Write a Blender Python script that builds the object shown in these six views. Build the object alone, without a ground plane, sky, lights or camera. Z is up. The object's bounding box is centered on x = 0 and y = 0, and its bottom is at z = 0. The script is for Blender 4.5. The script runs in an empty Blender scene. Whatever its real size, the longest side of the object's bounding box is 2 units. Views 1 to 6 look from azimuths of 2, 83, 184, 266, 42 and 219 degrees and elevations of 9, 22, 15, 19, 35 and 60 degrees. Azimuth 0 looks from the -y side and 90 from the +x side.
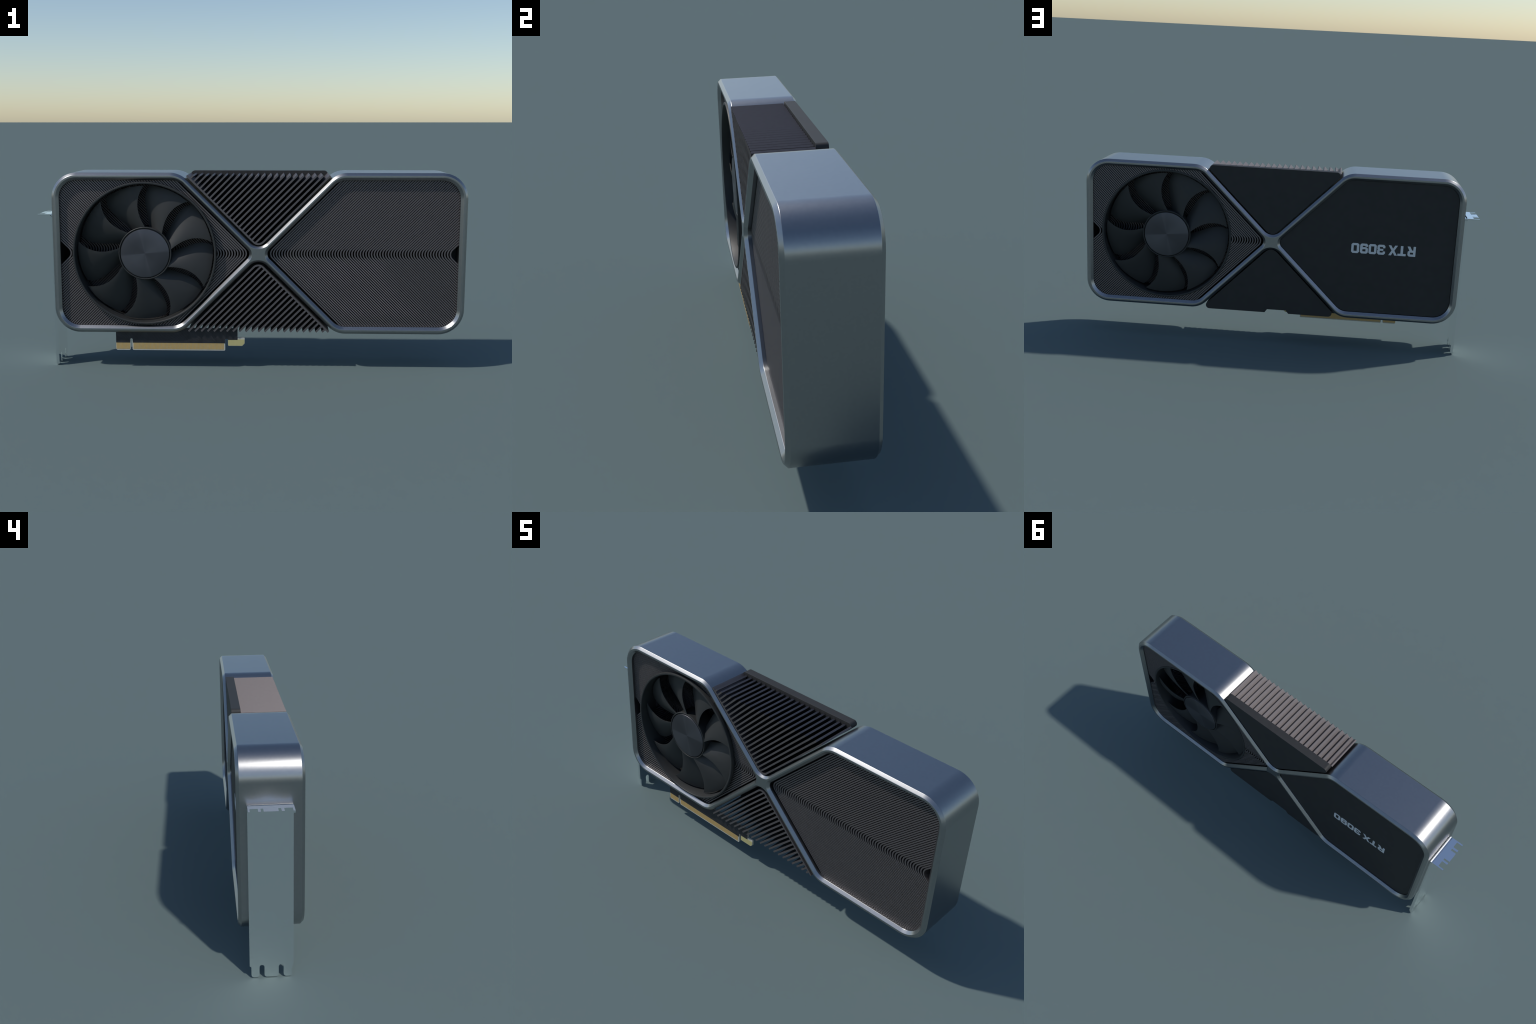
import bpy, bmesh, math
import numpy as np
from mathutils import Vector, geometry

# ------------------------------------------------------------------ frame of reference
CX, CZ = 0.0388, 0.5505          # centre of the X on the card's face (x, z)
U, W = 0.9612, 0.3775            # half length and half height of the metal frame
YF = 0.130                       # half depth (front / back flats of the frame)

# ------------------------------------------------------------------ materials
def new_mat(name):
    m = bpy.data.materials.new(name)
    m.use_nodes = True
    nt = m.node_tree
    return m, nt, nt.nodes["Principled BSDF"]

def grain(nt, bsdf, base, amount, scale, rough, rough_var=0.0, bump=0.0):
    """fine noise on object coordinates: slight value and gloss variation"""
    tc = nt.nodes.new("ShaderNodeTexCoord")
    no = nt.nodes.new("ShaderNodeTexNoise")
    no.inputs["Scale"].default_value = scale
    no.inputs["Detail"].default_value = 4
    nt.links.new(tc.outputs["Object"], no.inputs["Vector"])
    cr = nt.nodes.new("ShaderNodeValToRGB")
    lo = [max(0, c * (1 - amount)) for c in base]
    hi = [c * (1 + amount) for c in base]
    cr.color_ramp.elements[0].position = 0.3
    cr.color_ramp.elements[1].position = 0.7
    cr.color_ramp.elements[0].color = (*lo, 1)
    cr.color_ramp.elements[1].color = (*hi, 1)
    nt.links.new(no.outputs["Fac"], cr.inputs["Fac"])
    nt.links.new(cr.outputs["Color"], bsdf.inputs["Base Color"])
    mr = nt.nodes.new("ShaderNodeMapRange")
    mr.inputs["To Min"].default_value = rough - rough_var
    mr.inputs["To Max"].default_value = rough + rough_var
    nt.links.new(no.outputs["Fac"], mr.inputs["Value"])
    nt.links.new(mr.outputs["Result"], bsdf.inputs["Roughness"])
    if bump:
        b = nt.nodes.new("ShaderNodeBump")
        b.inputs["Strength"].default_value = bump
        b.inputs["Distance"].default_value = 0.0005
        nt.links.new(no.outputs["Fac"], b.inputs["Height"])
        nt.links.new(b.outputs["Normal"], bsdf.inputs["Normal"])

def metal(name, col, rough, amount=0.0, scale=60, rough_var=0.0):
    m, nt, b = new_mat(name)
    b.inputs["Metallic"].default_value = 1.0
    grain(nt, b, col, amount, scale, rough, rough_var)
    return m

def plastic(name, col, rough, spec=0.5, amount=0.05, scale=80, rough_var=0.02, bump=0.0, metallic=0.0):
    m, nt, b = new_mat(name)
    b.inputs["Specular IOR Level"].default_value = spec
    b.inputs["Metallic"].default_value = metallic
    grain(nt, b, col, amount, scale, rough, rough_var, bump)
    return m

M_FRAME = metal("satin_gunmetal", (0.355, 0.36, 0.366), 0.305, 0.02, 90, 0.01)
M_MIRROR = metal("polished_steel", (0.96, 0.965, 0.965), 0.0, 0.0)
M_FIN = plastic("anodised_fin", (0.170, 0.153, 0.154), 0.56, 0.5, 0.03, 70, metallic=0.78)
M_FAN = plastic("black_fan_plastic", (0.031, 0.032, 0.032), 0.5, 0.36, 0.05, 60)
M_PLATE = plastic("black_back_plate", (0.034, 0.034, 0.034), 0.60, 0.28, 0.08, 30)
M_CORE = plastic("dark_heat_spreader", (0.034, 0.036, 0.038), 0.7, 0.2)
M_BOARD = plastic("black_circuit_board", (0.022, 0.022, 0.026), 0.5, 0.4, 0.25, 40)
def traces(m):
    nt = m.node_tree; b = nt.nodes["Principled BSDF"]
    tc = nt.nodes.new("ShaderNodeTexCoord")
    wv = nt.nodes.new("ShaderNodeTexWave")
    wv.bands_direction = 'DIAGONAL'
    wv.inputs["Scale"].default_value = 38; wv.inputs["Distortion"].default_value = 9; wv.inputs["Detail"].default_value = 1
    wv.inputs["Detail Scale"].default_value = 0.4
    nt.links.new(tc.outputs["Object"], wv.inputs["Vector"])
    bp = nt.nodes.new("ShaderNodeBump")
    bp.inputs["Strength"].default_value = 0.35; bp.inputs["Distance"].default_value = 0.0006
    nt.links.new(wv.outputs["Fac"], bp.inputs["Height"])
    nt.links.new(bp.outputs["Normal"], b.inputs["Normal"])
traces(M_BOARD)
M_EDGE = plastic("pale_board_edge", (0.55, 0.53, 0.46), 0.6, 0.3)
M_GOLD = plastic("gold_contact", (0.78, 0.52, 0.21), 0.42, 0.5, 0.03, metallic=0.55)
M_TABGOLD = plastic("pale_gold_pad", (0.72, 0.62, 0.29), 0.45, 0.5, 0.02, metallic=0.45)
M_LETTER = plastic("grey_print", (0.64, 0.66, 0.68), 0.5, 0.4, 0.02)

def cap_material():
    """metal disc: base colour varies with angle, in four lighter and darker sectors"""
    m, nt, b = new_mat("four_tone_metal_cap")
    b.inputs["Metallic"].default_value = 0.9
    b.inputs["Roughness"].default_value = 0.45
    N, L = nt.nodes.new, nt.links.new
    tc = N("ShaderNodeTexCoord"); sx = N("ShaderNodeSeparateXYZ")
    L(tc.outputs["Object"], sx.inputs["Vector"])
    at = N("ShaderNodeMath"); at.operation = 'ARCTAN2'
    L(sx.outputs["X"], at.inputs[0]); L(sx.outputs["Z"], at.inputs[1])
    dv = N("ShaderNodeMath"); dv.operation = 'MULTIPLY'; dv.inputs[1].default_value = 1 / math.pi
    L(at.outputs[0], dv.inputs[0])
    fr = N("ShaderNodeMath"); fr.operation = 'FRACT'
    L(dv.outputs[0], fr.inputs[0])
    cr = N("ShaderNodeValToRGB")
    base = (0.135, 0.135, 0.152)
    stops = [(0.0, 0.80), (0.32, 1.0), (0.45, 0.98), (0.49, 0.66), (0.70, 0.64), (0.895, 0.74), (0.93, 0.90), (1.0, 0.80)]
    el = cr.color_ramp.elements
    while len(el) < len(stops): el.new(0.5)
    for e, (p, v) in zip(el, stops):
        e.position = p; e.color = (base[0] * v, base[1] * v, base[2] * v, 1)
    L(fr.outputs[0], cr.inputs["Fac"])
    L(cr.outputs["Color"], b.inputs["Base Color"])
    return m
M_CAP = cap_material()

# ------------------------------------------------------------------ object helpers
ROOT = bpy.data.objects.new("graphics_card", None)
bpy.context.scene.collection.objects.link(ROOT)
ROOT["label"] = "black and gunmetal graphics card with two fans and crossed metal frame"
ROOT["category"] = "graphics card"

def link(name, me, mat, parent=ROOT, loc=(0, 0, 0), angle=30, smooth=True, kind=None):
    if mat is not None and len(me.materials) == 0:
        me.materials.append(mat)
    ob = bpy.data.objects.new(name, me)
    bpy.context.scene.collection.objects.link(ob)
    ob.parent = parent
    ob.location = loc
    if smooth:
        for p in me.polygons:
            p.use_smooth = True
        me.set_sharp_from_angle(angle=math.radians(angle))
    if kind:
        ob["kind"] = kind
    return ob

def empty(name, parent=ROOT):
    e = bpy.data.objects.new(name, None)
    bpy.context.scene.collection.objects.link(e)
    e.parent = parent
    return e

def mesh_from(verts, faces, name="mesh", fix=True):
    me = bpy.data.meshes.new(name)
    me.from_pydata([tuple(v) for v in verts], [], faces)
    if fix:
        bm = bmesh.new(); bm.from_mesh(me)
        bmesh.ops.recalc_face_normals(bm, faces=bm.faces)
        bm.to_mesh(me); bm.free()
    me.update()
    return me

def bevel_obj(ob, width, seg=2, angle=30):
    md = ob.modifiers.new("round", 'BEVEL')
    md.width = width; md.segments = seg
    md.limit_method = 'ANGLE'; md.angle_limit = math.radians(angle)
    md.harden_normals = False
    w = ob.modifiers.new("wn", 'WEIGHTED_NORMAL'); w.keep_sharp = True
    return ob

# ------------------------------------------------------------------ 2D outlines
def fillet_loop(pts, radii, d=0.0, seg=12):
    """counter-clockwise polygon, every corner rounded, the whole moved inward by d.
    convex corners lose d of radius, concave corners gain it."""
    n = len(pts); P = [np.array(p, float) for p in pts]
    lines = []
    for i in range(n):
        a, b = P[i], P[(i + 1) % n]
        t = (b - a) / np.linalg.norm(b - a)
        nrm = np.array([-t[1], t[0]])
        lines.append((a + nrm * d, t, nrm))
    out = []
    for i in range(n):
        a0, t0, n0 = lines[i - 1]; a1, t1, n1 = lines[i]
        cr = t0[0] * t1[1] - t0[1] * t1[0]
        s = np.cross(a1 - a0, t1) / cr
        v = a0 + t0 * s
        r = radii[i]
        r = max(r - d, 0.001) if cr > 0 else r + d
        turn = math.atan2(cr, float(np.dot(t0, t1)))
        sg = 1 if cr > 0 else -1
        tl = r * math.tan(abs(turn) / 2)
        c = v - t0 * tl + n0 * sg * r
        st = -n0 * sg * r
        for k in range(seg + 1):
            an = turn * k / seg
            ca, sa = math.cos(an), math.sin(an)
            out.append((c[0] + st[0] * ca - st[1] * sa, c[1] + st[0] * sa + st[1] * ca))
    return out

def prism(outer, holes, y0, y1, conv):
    """solid plate: outline with holes between two depths; conv maps (a,b,depth) to xyz"""
    loops = [outer] + holes
    flat = [p for l in loops for p in l]
    tris = geometry.tessellate_polygon([[Vector((p[0], p[1], 0)) for p in l] for l in loops])
    n = len(flat)
    vs = [conv(p[0], p[1], y0) for p in flat] + [conv(p[0], p[1], y1) for p in flat]
    fs = [tuple(t) for t in tris] + [tuple(i + n for i in t) for t in tris]
    base = 0
    for l in loops:
        m = len(l)
        for i in range(m):
            j = (i + 1) % m
            fs.append((base + i, base + j, base + j + n, base + i + n))
        base += m
    return mesh_from(vs, fs)

def face_conv(a, b, y):          # card-face coordinates -> world
    return (a + CX, y, b + CZ)

# ------------------------------------------------------------------ the metal frame
C0 = 0.0145                      # diagonals of the outline cross u=0 at this height
UD = W - C0
OUTER = [(0, -C0), (UD, -W), (U, -W), (U, W), (UD, W), (0, C0), (-UD, W), (-U, W), (-U, -W), (-UD, -W)]
OUTER_R = [0.058, 0.112, 0.119, 0.119, 0.112, 0.058, 0.112, 0.119, 0.119, 0.112]
RIM = 0.0338
HU, HW, HT = U - RIM, W - RIM, 0.0293
HOLE = [(HT, 0), (HT + HW, -HW), (HU, -HW), (HU, HW), (HT + HW, HW)]
HOLE_R = [0.032, 0.078, 0.084, 0.084, 0.078]

def mirror_u(l):
    return [(-a, b) for a, b in reversed(l)]

# rounded-chamfer profile of the frame's edge: (inset, depth behind the flat)
EDGE = [(0.0, 0.0132), (0.0002, 0.0122), (0.0008, 0.0113), (0.0109, 0.0010), (0.0115, 0.0005), (0.0122, 0.0001), (0.0130, 0.0)]
EDGE_IN = [(0.0, 0.0140), (0.0001, 0.0131), (0.0006, 0.0123), (0.0116, 0.0010), (0.0122, 0.0005), (0.0129, 0.0001), (0.0137, 0.0)]

def build_frame():
    vs, fs = [], []
    def add(loop, y):
        b = len(vs); vs.extend(face_conv(a, c, y) for a, c in loop)
        return b, len(loop)
    def bridge(r0, r1):
        (a, n), (b, _) = r0, r1
        for i in range(n):
            j = (i + 1) % n
            fs.append((a + i, a + j, b + j, b + i))
    def stack(fn, prof):
        rings_f = [add(fn(d), -YF + h) for d, h in prof]
        rings_b = [add(fn(d), YF - h) for d, h in prof]
        for A in (rings_f, rings_b):
            for p, q in zip(A, A[1:]):
                bridge(p, q)
        bridge(rings_f[0], rings_b[0])
        return rings_f[-1], rings_b[-1], fn(prof[-1][0])
    o = stack(lambda d: fillet_loop(OUTER, OUTER_R, d), EDGE)
    hr = stack(lambda d: fillet_loop(HOLE, HOLE_R, -d), EDGE_IN)
    hl = stack(lambda d: mirror_u(fillet_loop(HOLE, HOLE_R, -d)), EDGE_IN)
    tess = geometry.tessellate_polygon([[Vector((p[0], p[1], 0)) for p in s[2]] for s in (o, hr, hl)])
    for side in (0, 1):
        idx = []
        for s in (o, hr, hl):
            b, n = s[side]
            idx += list(range(b, b + n))
        fs.extend(tuple(idx[i] for i in t) for t in tess)
    ob = link("frame", mesh_from(vs, fs), M_FRAME, angle=35)
    w = ob.modifiers.new("wn", 'WEIGHTED_NORMAL'); w.keep_sharp = True; w.weight = 100
    return ob
build_frame()

# ------------------------------------------------------------------ fins
def clip_convex(path, poly):
    """part of an open polyline that lies inside a convex ccw polygon"""
    out = []
    P = np.array(poly); E = np.roll(P, -1, 0) - P
    for a, b in zip(path, path[1:]):
        a = np.array(a); b = np.array(b); t0, t1 = 0.0, 1.0
        fa = E[:, 0] * (a[1] - P[:, 1]) - E[:, 1] * (a[0] - P[:, 0])
        fb = E[:, 0] * (b[1] - P[:, 1]) - E[:, 1] * (b[0] - P[:, 0])
        ok = True
        for x, y in zip(fa, fb):
            if x < 0 and y < 0: ok = False; break
            if x < 0: t0 = max(t0, x / (x - y))
            elif y < 0: t1 = min(t1, x / (x - y))
        if not ok or t0 >= t1: continue
        p, q = a + (b - a) * t0, a + (b - a) * t1
        if not out: out.append(p)
        elif np.linalg.norm(out[-1] - p) > 1e-6: out.append(p)
        if np.linalg.norm(out[-1] - q) > 1e-6: out.append(q)
    return out

def split_circle(path, c, r):
    out = [path[0]]
    for a, b in zip(path, path[1:]):
        d = b - a; f = a - c
        A = d @ d; B = 2 * f @ d; C = f @ f - r * r
        D = B * B - 4 * A * C
        if D > 0:
            for t in sorted([(-B - math.sqrt(D)) / (2 * A), (-B + math.sqrt(D)) / (2 * A)]):
                if 1e-4 < t < 1 - 1e-4: out.append(a + d * t)
        out.append(b)
    return out

def offset_path(path, h):
    n = len(path); res = []
    for i in range(n):
        t0 = path[i] - path[i - 1] if i else path[1] - path[0]
        t1 = path[i + 1] - path[i] if i < n - 1 else path[-1] - path[-2]
        t0 = t0 / np.linalg.norm(t0); t1 = t1 / np.linalg.norm(t1)
        m = t0 + t1; m = m / np.linalg.norm(m)
        k = h / max(0.3, float(m @ t0))
        res.append(path[i] + np.array([-m[1], m[0]]) * k)
    return res

def strip_prism(path, th, ys, vs, fs):
    """closed wall along a path; ys = (y0, y1) for every run of segments"""
    L = offset_path(path, th / 2); R = offset_path(path, -th / 2)
    i = 0
    while i < len(ys):
        j = i
        while j < len(ys) and ys[j] == ys[i]: j += 1
        y0, y1 = ys[i]; b = len(vs); m = j - i + 1
        for k in range(i, j + 1):
            for p, y in ((L[k], y0), (R[k], y0), (R[k], y1), (L[k], y1)):
                vs.append(face_conv(p[0], p[1], y))
        for k in range(m - 1):
            q = b + 4 * k
            for e in range(4):
                f = (e + 1) % 4
                fs.append((q + e, q + f, q + 4 + f, q + 4 + e))
        fs.append((b, b + 1, b + 2, b + 3)); q = b + 4 * (m - 1); fs.append((q, q + 1, q + 2, q + 3))
        i = j

FIN_F = -0.1045
FAN_F = dict(c=(-0.4935 - CX, 0.5497 - CZ), s=-1)    # front fan (left half)
FAN_B = dict(c=(0.5845 - CX, 0.5525 - CZ), s=1)      # rear fan (right half)
POCKET = -0.025                  # depth plane of the fins behind a fan
FAN_R = 0.337

def chevron_fins(side, first, pitch, count, fan):
    heat = empty("heatsink")
    window = fillet_loop(HOLE, HOLE_R, -0.006)
    if side < 0: window = mirror_u(window)
    R, th = 0.031, 0.0061
    for k in range(count):
        tip = first + pitch * k if side > 0 else first - pitch * k
        c = tip + side * R
        arc = [(c - side * R * math.cos(a), R * math.sin(a)) for a in np.linspace(-math.pi / 4, math.pi / 4, 13)]
        s = arc[0]; e = arc[-1]
        path = [(s[0] + side * 0.9, s[1] - 0.9)] + arc + [(e[0] + side * 0.9, e[1] + 0.9)]
        path = clip_convex(path, window)
        if len(path) < 2: continue
        cc = np.array(fan["c"])
        path = split_circle([np.array(p) for p in path], cc, FAN_R - 0.005)
        ys = []
        for a, b in zip(path, path[1:]):
            inside = np.linalg.norm((a + b) / 2 - cc) < FAN_R - 0.005
            y0, y1 = FIN_F, (0.1125 if side > 0 else 0.096)
            if inside:
                if fan["s"] < 0: y0 = -POCKET
                else: y1 = POCKET
            ys.append((y0, y1))
        vs, fs = [], []
        strip_prism(path, th, ys, vs, fs)
        link("cooling_fin", mesh_from(vs, fs), M_FIN, heat, angle=30)
    return heat

HS_R = chevron_fins(1, 0.0964 - CX, 0.01303, 65, FAN_B)
HS_L = chevron_fins(-1, -0.0182 - CX, 0.01307, 64, FAN_F)

# dark spreader plates in the middle of both halves, behind the fins
hole_in = fillet_loop(HOLE, HOLE_R, -0.004)
link("heat_spreader", prism(hole_in, [], -0.046, -0.041, face_conv), M_CORE, HS_R)
link("heat_spreader", prism(mirror_u(hole_in), [], 0.041, 0.046, face_conv), M_CORE, HS_L)

# bays between the struts: V-shaped rim wall plus slanted straight fins
BAY_F, BAY_B = -0.1230, 0.074
def bay_fins(sign, zcut, c_arm, first, pitch, name):
    """sign +1: upper bay, -1: lower bay (upper one turned half a turn)"""
    heat = empty(name)
    th, R = 0.0081, 0.031
    wc = abs(zcut - CZ) - th / 2 * math.sqrt(0.5)   # square-cut ends: the corner reaches zcut
    # rim wall: down the left strut, round the bottom, up the right strut
    cz = c_arm + R * math.sqrt(2)
    arc = [np.array((R * math.sin(a), cz - R * math.cos(a))) for a in np.linspace(-math.pi / 4, math.pi / 4, 13)]
    reach = wc - arc[0][1]
    path = [arc[0] + np.array((-reach, reach))] + arc + [arc[-1] + np.array((reach, reach))]
    path = [p * sign for p in path]
    vs, fs = [], []
    strip_prism(path, th, [(BAY_F, BAY_B)] * (len(path) - 1), vs, fs)
    link("cooling_fin", mesh_from(vs, fs), M_FIN, heat)
    k = 1
    while True:
        c = c_arm + first + pitch * (k - 1)       # fin line: w = u + c
        # starts on the left arm (w = -u + c_arm), or on the rounded bottom
        u0 = (c_arm - c) / 2
        ua = (wc - c)
        if ua - u0 < 0.012: break
        w0 = u0 + c
        if abs(u0) < R * math.sin(math.pi / 4):
            # meet the arc instead of the straight arm
            off = (cz - c) / math.sqrt(2)
            q = math.sqrt(max(R * R - off * off, 0))
            u0 = (cz - c) / 2 - q / math.sqrt(2); w0 = u0 + c
        path = [np.array((u0, w0)) * sign, np.array((ua, wc)) * sign]
        vs, fs = [], []
        strip_prism(path, th, [(BAY_F + 0.0004, BAY_B - 0.0004)], vs, fs)
        link("cooling_fin", mesh_from(vs, fs), M_FIN, heat)
        k += 1
    return heat

bay_fins(1, 0.9180, 0.0345, 0.0322, 0.0299, "heatsink")
bay_fins(-1, 0.1780, 0.0400, 0.0300, 0.0300, "heatsink")

# ------------------------------------------------------------------ back plates
def back_plate_bay(sign):
    top = 0.3768 if sign > 0 else 0.3805
    c = C0 + 0.010
    uc = top - c
    if sign > 0:
        pts = [(0, c), (uc, top), (-uc, top)]
        rr = [0.040, 0.0165, 0.0165]
    else:
        n0, n1, nz = 0.0075, -0.090, -0.3630     # notch for the board's retention hook
        pts = [(0, -c), (-uc, -top), (-0.104, -top), (n1, nz), (n0, nz), (0.0200, -top), (uc, -top)]
        rr = [0.040, 0.0185, 0.003, 0.004, 0.004, 0.003, 0.0185]
    lp = fillet_loop(pts, rr, 0, 8)
    ob = link("back_plate", prism(lp, [], 0.0755, 0.1160, face_conv), M_PLATE)
    bevel_obj(ob, 0.003, 2, 50)
back_plate_bay(1)
back_plate_bay(-1)
pl = link("back_plate", prism(mirror_u(fillet_loop(HOLE, HOLE_R, 0.0012)), [], 0.099, 0.1120, face_conv), M_PLATE)
bevel_obj(pl, 0.0015, 2, 50)

# ------------------------------------------------------------------ fans
def revolve(profile, seg=128):
    """profile of (radius, y) turned round the y axis; radius 0 closes the end"""
    vs, fs, rings = [], [], []
    for r, y in profile:
        if r < 1e-6:
            rings.append([len(vs)]); vs.append((0, y, 0))
        else:
            b = len(vs)
            vs += [(r * math.sin(2 * math.pi * k / seg), y, r * math.cos(2 * math.pi * k / seg)) for k in range(seg)]
            rings.append(list(range(b, b + seg)))
    for A, B in zip(rings, rings[1:]):
        for k in range(seg):
            j = (k + 1) % seg
            if len(A) == 1: fs.append((A[0], B[k], B[j]))
            elif len(B) == 1: fs.append((A[k], A[j], B[0]))
            else: fs.append((A[k], A[j], B[j], B[k]))
    return mesh_from(vs, fs)

# edges of a blade in the fan's plane: radius -> clockwise angle
R_A = [0.118, 0.132, 0.163, 0.194, 0.222, 0.250, 0.276, 0.298, 0.318]
LEAD = [42.5, 39.0, 34.0, 32.0, 32.0, 33.2, 35.2, 37.6, 40.2]          # raised edge (next blade: +40)
R_B = [0.118, 0.140, 0.175, 0.207, 0.233, 0.260, 0.286, 0.305, 0.318]
TRAIL = [49.0, 46.3, 43.0, 40.8, 39.9, 39.9, 41.0, 42.6, 44.4]         # deep edge
PA = np.polyfit(R_A, LEAD, 4); PB = np.polyfit(R_B, TRAIL, 4)

def blade_mesh():
    n_r, n_s = 22, 16
    r_in, r_out = 0.119, 0.3165
    y_deep, y_high = -0.052, -0.0985
    vs, fs = [], []
    def surf(r, s):
        lo, hi = np.polyval(PB, r), np.polyval(PA, r) + 40.0
        ph = math.radians(lo + (hi - lo) * s)
        k = (r - r_in) / (r_out - r_in)
        # pitch: steep at the deep edge, flattening towards the raised edge
        g = 1 - (1 - s) ** 1.6 if s < 1 else 1.0
        deep = y_deep - 0.004 * (1 - k)
        y = deep + (y_high + 0.005 * k ** 3 - deep) * g
        return np.array((r * math.sin(ph), y, r * math.cos(ph)))
    top, bot = {}, {}
    for i in range(n_r + 1):
        for j in range(n_s + 1):
            r = r_in + (r_out - r_in) * i / n_r; s = j / n_s
            p = surf(r, s)
            du = surf(r + 1e-4, s) - surf(r - 1e-4, s)
            dv = surf(r, min(s + 1e-3, 1.001)) - surf(r, s - 1e-3)
            nn = np.cross(du, dv); nn /= np.linalg.norm(nn)
            if nn[1] > 0: nn = -nn
            th = 0.0038 * (0.6 + 0.4 * math.sin(math.pi * min(max(s, 0.08), 0.80)))
            top[i, j] = len(vs); vs.append(p)
            bot[i, j] = len(vs); vs.append(p - nn * th)
    for i in range(n_r):
        for j in range(n_s):
            fs.append((top[i, j], top[i, j + 1], top[i + 1, j + 1], top[i + 1, j]))
            fs.append((bot[i, j], bot[i + 1, j], bot[i + 1, j + 1], bot[i, j + 1]))
    for i in range(n_r):
        fs.append((top[i, 0], top[i + 1, 0], bot[i + 1, 0], bot[i, 0]))
        fs.append((top[i, n_s], bot[i, n_s], bot[i + 1, n_s], top[i + 1, n_s]))
    for j in range(n_s):
        fs.append((top[0, j], bot[0, j], bot[0, j + 1], top[0, j + 1]))
        fs.append((top[n_r, j], top[n_r, j + 1], bot[n_r, j + 1], bot[n_r, j]))
    return mesh_from(vs, fs)

SHROUD = revolve([(0.3262, -0.018), (0.3258, -0.060), (0.3262, -0.1130), (0.3272, -0.1152), (0.3288, -0.1160), (0.3345, -0.1158), (0.3362, -0.1150), (0.3370, -0.1132), (0.3372, -0.1000), (0.3330, -0.1000), (0.3330, -0.018), (0.3262, -0.018)], 160)
HUB = revolve([(0, -0.018), (0.1220, -0.018), (0.1225, -0.085), (0.1245, -0.097), (0.1247, -0.1025), (0.1238, -0.1055), (0.1218, -0.1068), (0.1195, -0.1062), (0.1185, -0.1045), (0.1182, -0.098), (0, -0.098)], 128)
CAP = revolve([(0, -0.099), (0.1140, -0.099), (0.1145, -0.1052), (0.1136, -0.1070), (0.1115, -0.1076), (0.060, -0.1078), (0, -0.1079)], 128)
BLADE = blade_mesh()
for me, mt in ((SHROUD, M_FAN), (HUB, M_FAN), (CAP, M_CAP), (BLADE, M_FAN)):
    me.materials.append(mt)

def fan(spec):
    e = empty("fan")
    e.location = (spec["c"][0] + CX, 0, spec["c"][1] + CZ)
    if spec["s"] > 0: e.rotation_euler = (0, 0, math.pi)
    front = spec["s"] < 0
    # the front fan sits further out: its lip is flush with the frame's flat
    link("fan_shroud", SHROUD, None, e, (0, -0.013 if front else 0, 0), angle=40)
    link("hub", HUB, None, e, angle=40)
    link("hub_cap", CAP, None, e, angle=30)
    b0 = link("fan_blade", BLADE, None, e, (0, -0.007 if front else -0.005, 0), angle=50)
    for k in range(1, 9):
        b = b0.copy()
        b.rotation_euler = (0, math.radians(40 * k), 0)
        bpy.context.scene.collection.objects.link(b)
fan(FAN_F)
fan(FAN_B)

# ------------------------------------------------------------------ circuit board with edge connector
PB0, PB1 = -0.1075, -0.0985      # front and back of the board
def world_conv(a, b, y): return (a, y, b)

def rounded_slot(x, w, z0, z1, n=8):
    r = w / 2
    return [(x + r, z0)] + [(x + r * math.cos(a), z1 - r + r * math.sin(a)) for a in np.linspace(0, math.pi, n)] + [(x - r, z0)]

BOARD = empty("circuit_board")
def board_outline(g):
    """board edge; g > 0 shrinks it so that the dark coating stops short of the pale rim"""
    pts = [(-0.6397 + g * 0.2, 0.1920), (-0.6397 + g * 0.2, 0.0885 + g), (-0.6347, 0.0838 + g)]
    pts += [(-0.5745 - g, 0.0838 + g), (-0.5725 - g, 0.0858 + g)]
    pts += [(p[0], p[1]) for p in reversed(rounded_slot(-0.5660, 0.0085 + 2 * g, 0.0900 + g, 0.1385 + g))]
    pts += [(-0.5595 + g, 0.0858 + g), (-0.5575 + g, 0.0838 + g), (-0.1222, 0.0838 + g), (-0.1192, 0.0868 + g)]
    pts += [(-0.1192, 0.1400), (-0.1055, 0.1400), (-0.1055, 0.1110), (-0.1030, 0.1070 + g * 0.5)]
    pts += [(-0.0380, 0.1070 + g * 0.5), (-0.0262 - g, 0.1190), (-0.0262 - g, 0.1460 - g), (-0.0290 - g, 0.1480 - g), (-0.0560, 0.1480 - g), (-0.0600, 0.1440), (-0.0600, 0.1920)]
    return pts
link("board", prism(board_outline(0.0), [], PB0, PB1, world_conv), M_EDGE, BOARD, smooth=False)

def coating(y0, y1):
    pts = [(-0.6394, 0.1920), (-0.6394, 0.1195)]
    pts += [(-0.5725, 0.1195)]
    pts += list(reversed(rounded_slot(-0.5660, 0.0130, 0.1195, 0.1410)))
    pts += [(-0.1192, 0.1195), (-0.1192, 0.1400), (-0.1055, 0.1400), (-0.1055, 0.1362), (-0.0603, 0.1362), (-0.0603, 0.1920)]
    return prism(pts, [], y0, y1, world_conv)
link("solder_mask", coating(PB0 - 0.0008, PB0 - 0.0001), M_BOARD, BOARD, smooth=False)
link("solder_mask", coating(PB1 + 0.0001, PB1 + 0.0008), M_BOARD, BOARD, smooth=False)

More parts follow.
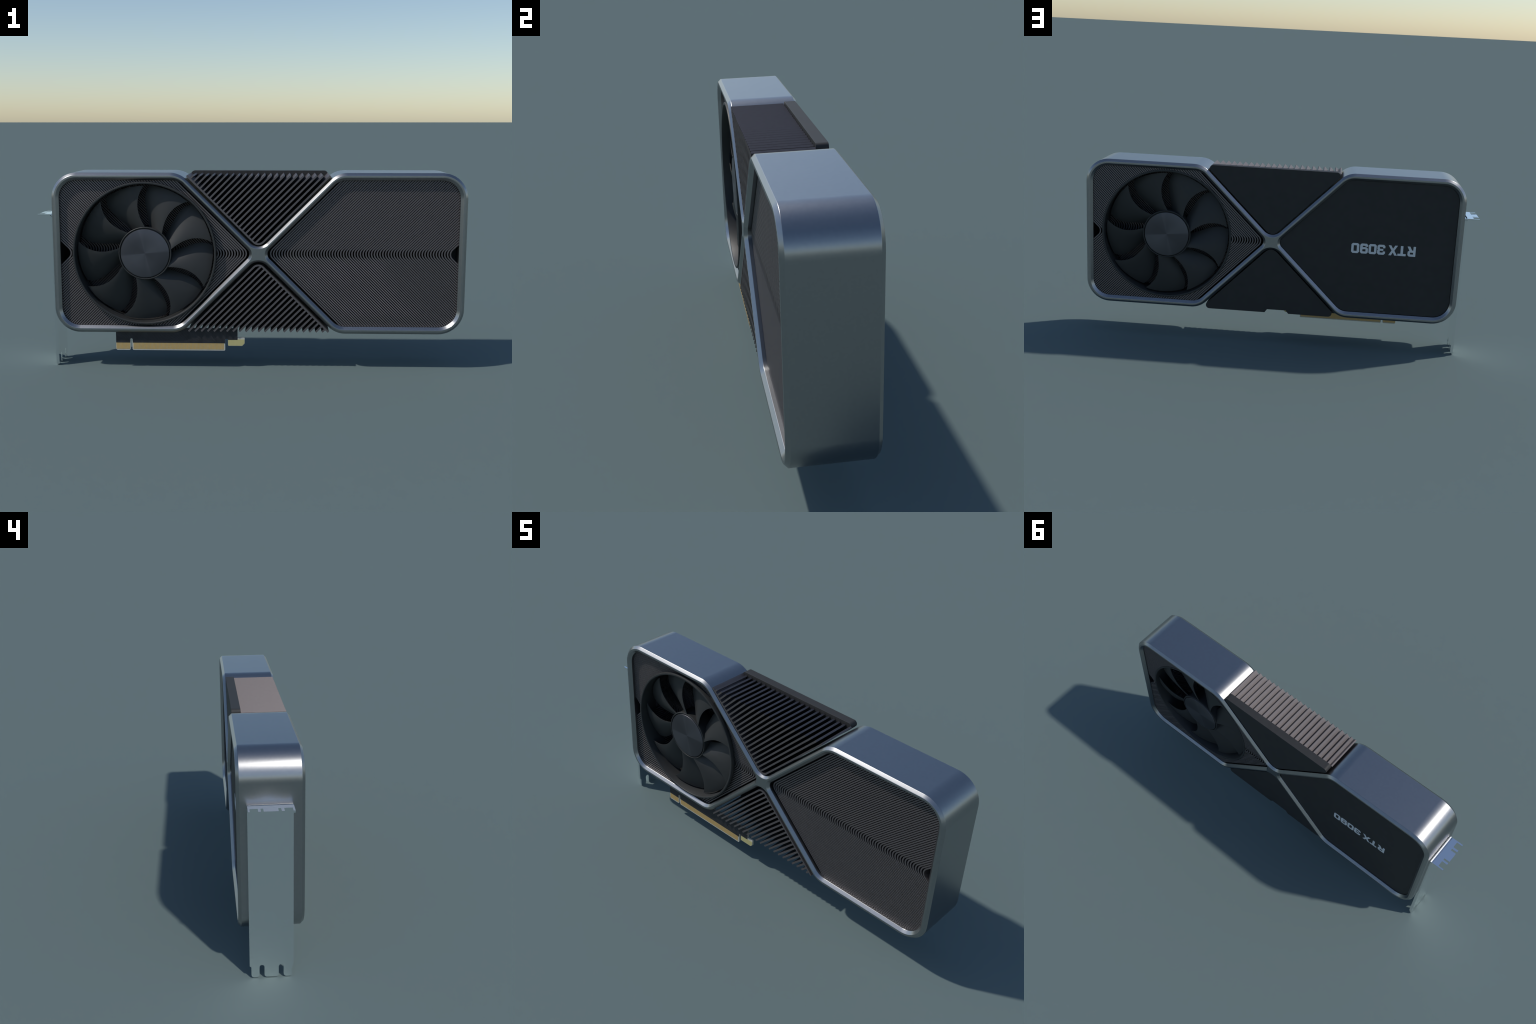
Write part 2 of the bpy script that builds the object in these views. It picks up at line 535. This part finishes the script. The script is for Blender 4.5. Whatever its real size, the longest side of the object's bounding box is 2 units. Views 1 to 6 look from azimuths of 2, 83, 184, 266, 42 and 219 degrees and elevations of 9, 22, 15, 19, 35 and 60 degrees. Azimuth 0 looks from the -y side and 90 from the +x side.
def contacts(y0, y1):
    vs, fs = [], []
    def box(x0, x1, z0, z1):
        b = len(vs)
        vs.extend([(x, y, zz) for x in (x0, x1) for y in (y0, y1) for zz in (z0, z1)])
        fs.extend([(b, b + 1, b + 3, b + 2), (b + 4, b + 6, b + 7, b + 5), (b, b + 4, b + 5, b + 1), (b + 2, b + 3, b + 7, b + 6), (b, b + 2, b + 6, b + 4), (b + 1, b + 5, b + 7, b + 3)])
    pitch = 0.00655
    for x0, n in ((-0.6385, 10), (-0.5570, 66)):
        for k in range(n):
            box(x0 + pitch * k + 0.0003, x0 + pitch * (k + 1) - 0.0007, 0.0892, 0.1194)
    return mesh_from(vs, fs)
link("gold_contact", contacts(PB0 - 0.0007, PB0 + 0.0004), M_GOLD, BOARD, smooth=False, kind="stuff")
link("gold_contact", contacts(PB1 - 0.0004, PB1 + 0.0007), M_GOLD, BOARD, smooth=False, kind="stuff")
HOOK = [(-0.1050, 0.1360), (-0.1050, 0.1110), (-0.1030, 0.1085), (-0.0385, 0.1085), (-0.0275, 0.1195), (-0.0275, 0.1375), (-0.0290, 0.1385), (-0.0600, 0.1385), (-0.0625, 0.1360)]
for a, b in ((PB0 - 0.0007, PB0 - 0.0001), (PB1 + 0.0001, PB1 + 0.0007)):
    link("gold_pad", prism(HOOK, [], a, b, world_conv), M_TABGOLD, BOARD, smooth=False)

# ------------------------------------------------------------------ mounting bracket
XO, XI = -0.9370, -0.9229        # outer and inner faces of the upright
ZT, TT, RB = 0.7305, 0.0088, 0.0105
def bracket():
    y0, y1 = -0.0836, 0.0905
    def arc(cy, cz, r, a0, a1, n=6):
        return [(cy + r * math.cos(t), cz + r * math.sin(t)) for t in np.linspace(math.radians(a0), math.radians(a1), n)]
    pts = [(y0, ZT - RB), (y0, 0.050), (-0.0775, 0.046)]
    def prong(ya, yb, first=None):
        r = 0.012
        return arc(ya + r, r, r, 180, 270) + arc(yb - r, r, r, 270, 360)
    pts += prong(-0.0775, -0.0440)
    pts += arc(-0.0342, 0.0445, 0.0098, 180, 0, 9)
    pts += prong(-0.0244, 0.0322)
    pts += arc(0.0420, 0.0450, 0.0098, 180, 0, 9)
    pts += prong(0.0518, 0.0842)
    pts += [(0.0842, 0.0462), (y1, 0.0510), (y1, ZT - RB)]
    me = prism(pts, [], XO, XI, lambda a, b, x: (x, a, b))
    vs = [tuple(v.co) for v in me.vertices]; fs = [tuple(p.vertices) for p in me.polygons]
    # bend: inner face of the upright turns into the top of the tab
    b = len(vs); n = 8
    for k in range(n + 1):
        t = math.pi / 2 * k / n
        xo, zo = XI - RB + RB * math.cos(t), ZT - RB + RB * math.sin(t)
        ri = 0.003
        cx_, cz_ = XO - ri, ZT - TT - ri
        xi, zi = cx_ + ri * math.cos(t), cz_ + ri * math.sin(t)
        for y in (y0, y1):
            vs.append((xo, y, zo)); vs.append((xi, y, zi))
    for k in range(n):
        q = b + 4 * k
        fs += [(q, q + 2, q + 6, q + 4), (q + 1, q + 5, q + 7, q + 3), (q, q + 4, q + 5, q + 1), (q + 2, q + 3, q + 7, q + 6)]
    # tab with comb-like end
    xa, xd, xt = XO - 0.003, -0.9705, -1.0
    comb = [(y0, xa), (y0, xt), (-0.0762, xt), (-0.0762, xd), (-0.0443, xd), (-0.0443, xt), (-0.0330, xt), (-0.0330, xd), (-0.0222, xd), (-0.0222, xt),
            (0.0330, xt), (0.0330, xd), (0.0428, xd), (0.0428, xt), (0.0530, xt), (0.0530, xd), (0.0835, xd), (0.0835, xt), (y1, xt), (y1, xa)]
    me2 = prism(comb, [], ZT - TT, ZT, lambda a, b, z: (b, a, z))
    o = len(vs)
    vs += [tuple(v.co) for v in me2.vertices]; fs += [tuple(i + o for i in p.vertices) for p in me2.polygons]
    ob = link("mounting_bracket", mesh_from(vs, fs), M_MIRROR, angle=20)
    return ob
bracket()

# ------------------------------------------------------------------ lettering on the rear plate
def lettering():
    grp = empty("lettering")
    S = 70.0; Wd, H = 234.0, 305.0; k = 42.0
    def octo(w, h, c, x=0, y=0):
        return [(x + c, y), (x + w - c, y), (x + w, y + c), (x + w, y + h - c), (x + w - c, y + h), (x + c, y + h), (x, y + h - c), (x, y + c)]
    def rect(x0, y0, x1, y1): return [(x0, y0), (x1, y0), (x1, y1), (x0, y1)]
    zero = (octo(Wd, H, k), [rect(S, S - 4, Wd - S, H - S + 4)])
    nine = ([(k, 0), (Wd - k, 0), (Wd, k), (Wd, H - k), (Wd - k, H), (k, H), (0, H - k), (0, 150), (46, 108), (Wd - S - 6, 108), (Wd - S - 6, 66), (S + 14, 66), (S + 2, 92), (0, 92), (0, 44)],
            [rect(S, 172, Wd - S, H - S + 4)])
    three = ([(k, 0), (Wd - k, 0), (Wd, k), (Wd, 128), (Wd - 16, 153), (Wd, 178), (Wd, H - k), (Wd - k, H), (k, H), (0, H - k), (0, H - 104), (S - 4, H - 104), (S + 2, H - 66),
              (Wd - S - 4, H - 66), (Wd - S - 4, 184), (S - 14, 184), (S - 14, 126), (Wd - S - 14, 126), (Wd - S, 112), (Wd - S, 66), (S + 2, 66), (S - 4, 104), (0, 104), (0, k)], [])
    ex = ([(0, 0), (78, 0), (137, 102), (196, 0), (274, 0), (178, 158), (266, H), (186, H), (137, 212), (88, H), (8, H), (96, 158)], [])
    tee = ([(86, 0), (160, 0), (160, H - 66), (246, H - 66), (246, H), (0, H), (0, H - 66), (86, H - 66)], [])
    arr = ([(0, 0), (S, 0), (S, 118), (104, 118), (168, 0), (250, 0), (186, 124), (Wd, 162), (Wd, H - k), (Wd - k, H), (0, H)], [rect(S, 182, Wd - S, H - 66)])
    # left edges as read (upright), from the R to the last 0
    seq = [(arr, 0), (tee, 284), (ex, 533), (three, 900), (zero, 1157), (nine, 1412), (zero, 1674)]
    sc = 0.3262 / 1913.0
    x_start, z_top = -0.6937, 0.5207
    for (outl, holes), x in seq:
        # upside-down on the rear face: reading direction +x, letter height towards -z
        z0 = z_top + H * sc
        conv = lambda a, b, y, x=x: (x_start + (a + x) * sc, y, z0 - b * sc)
        link("letter", prism(outl, holes, 0.1118, 0.1126, conv), M_LETTER, grp, smooth=False)
lettering()
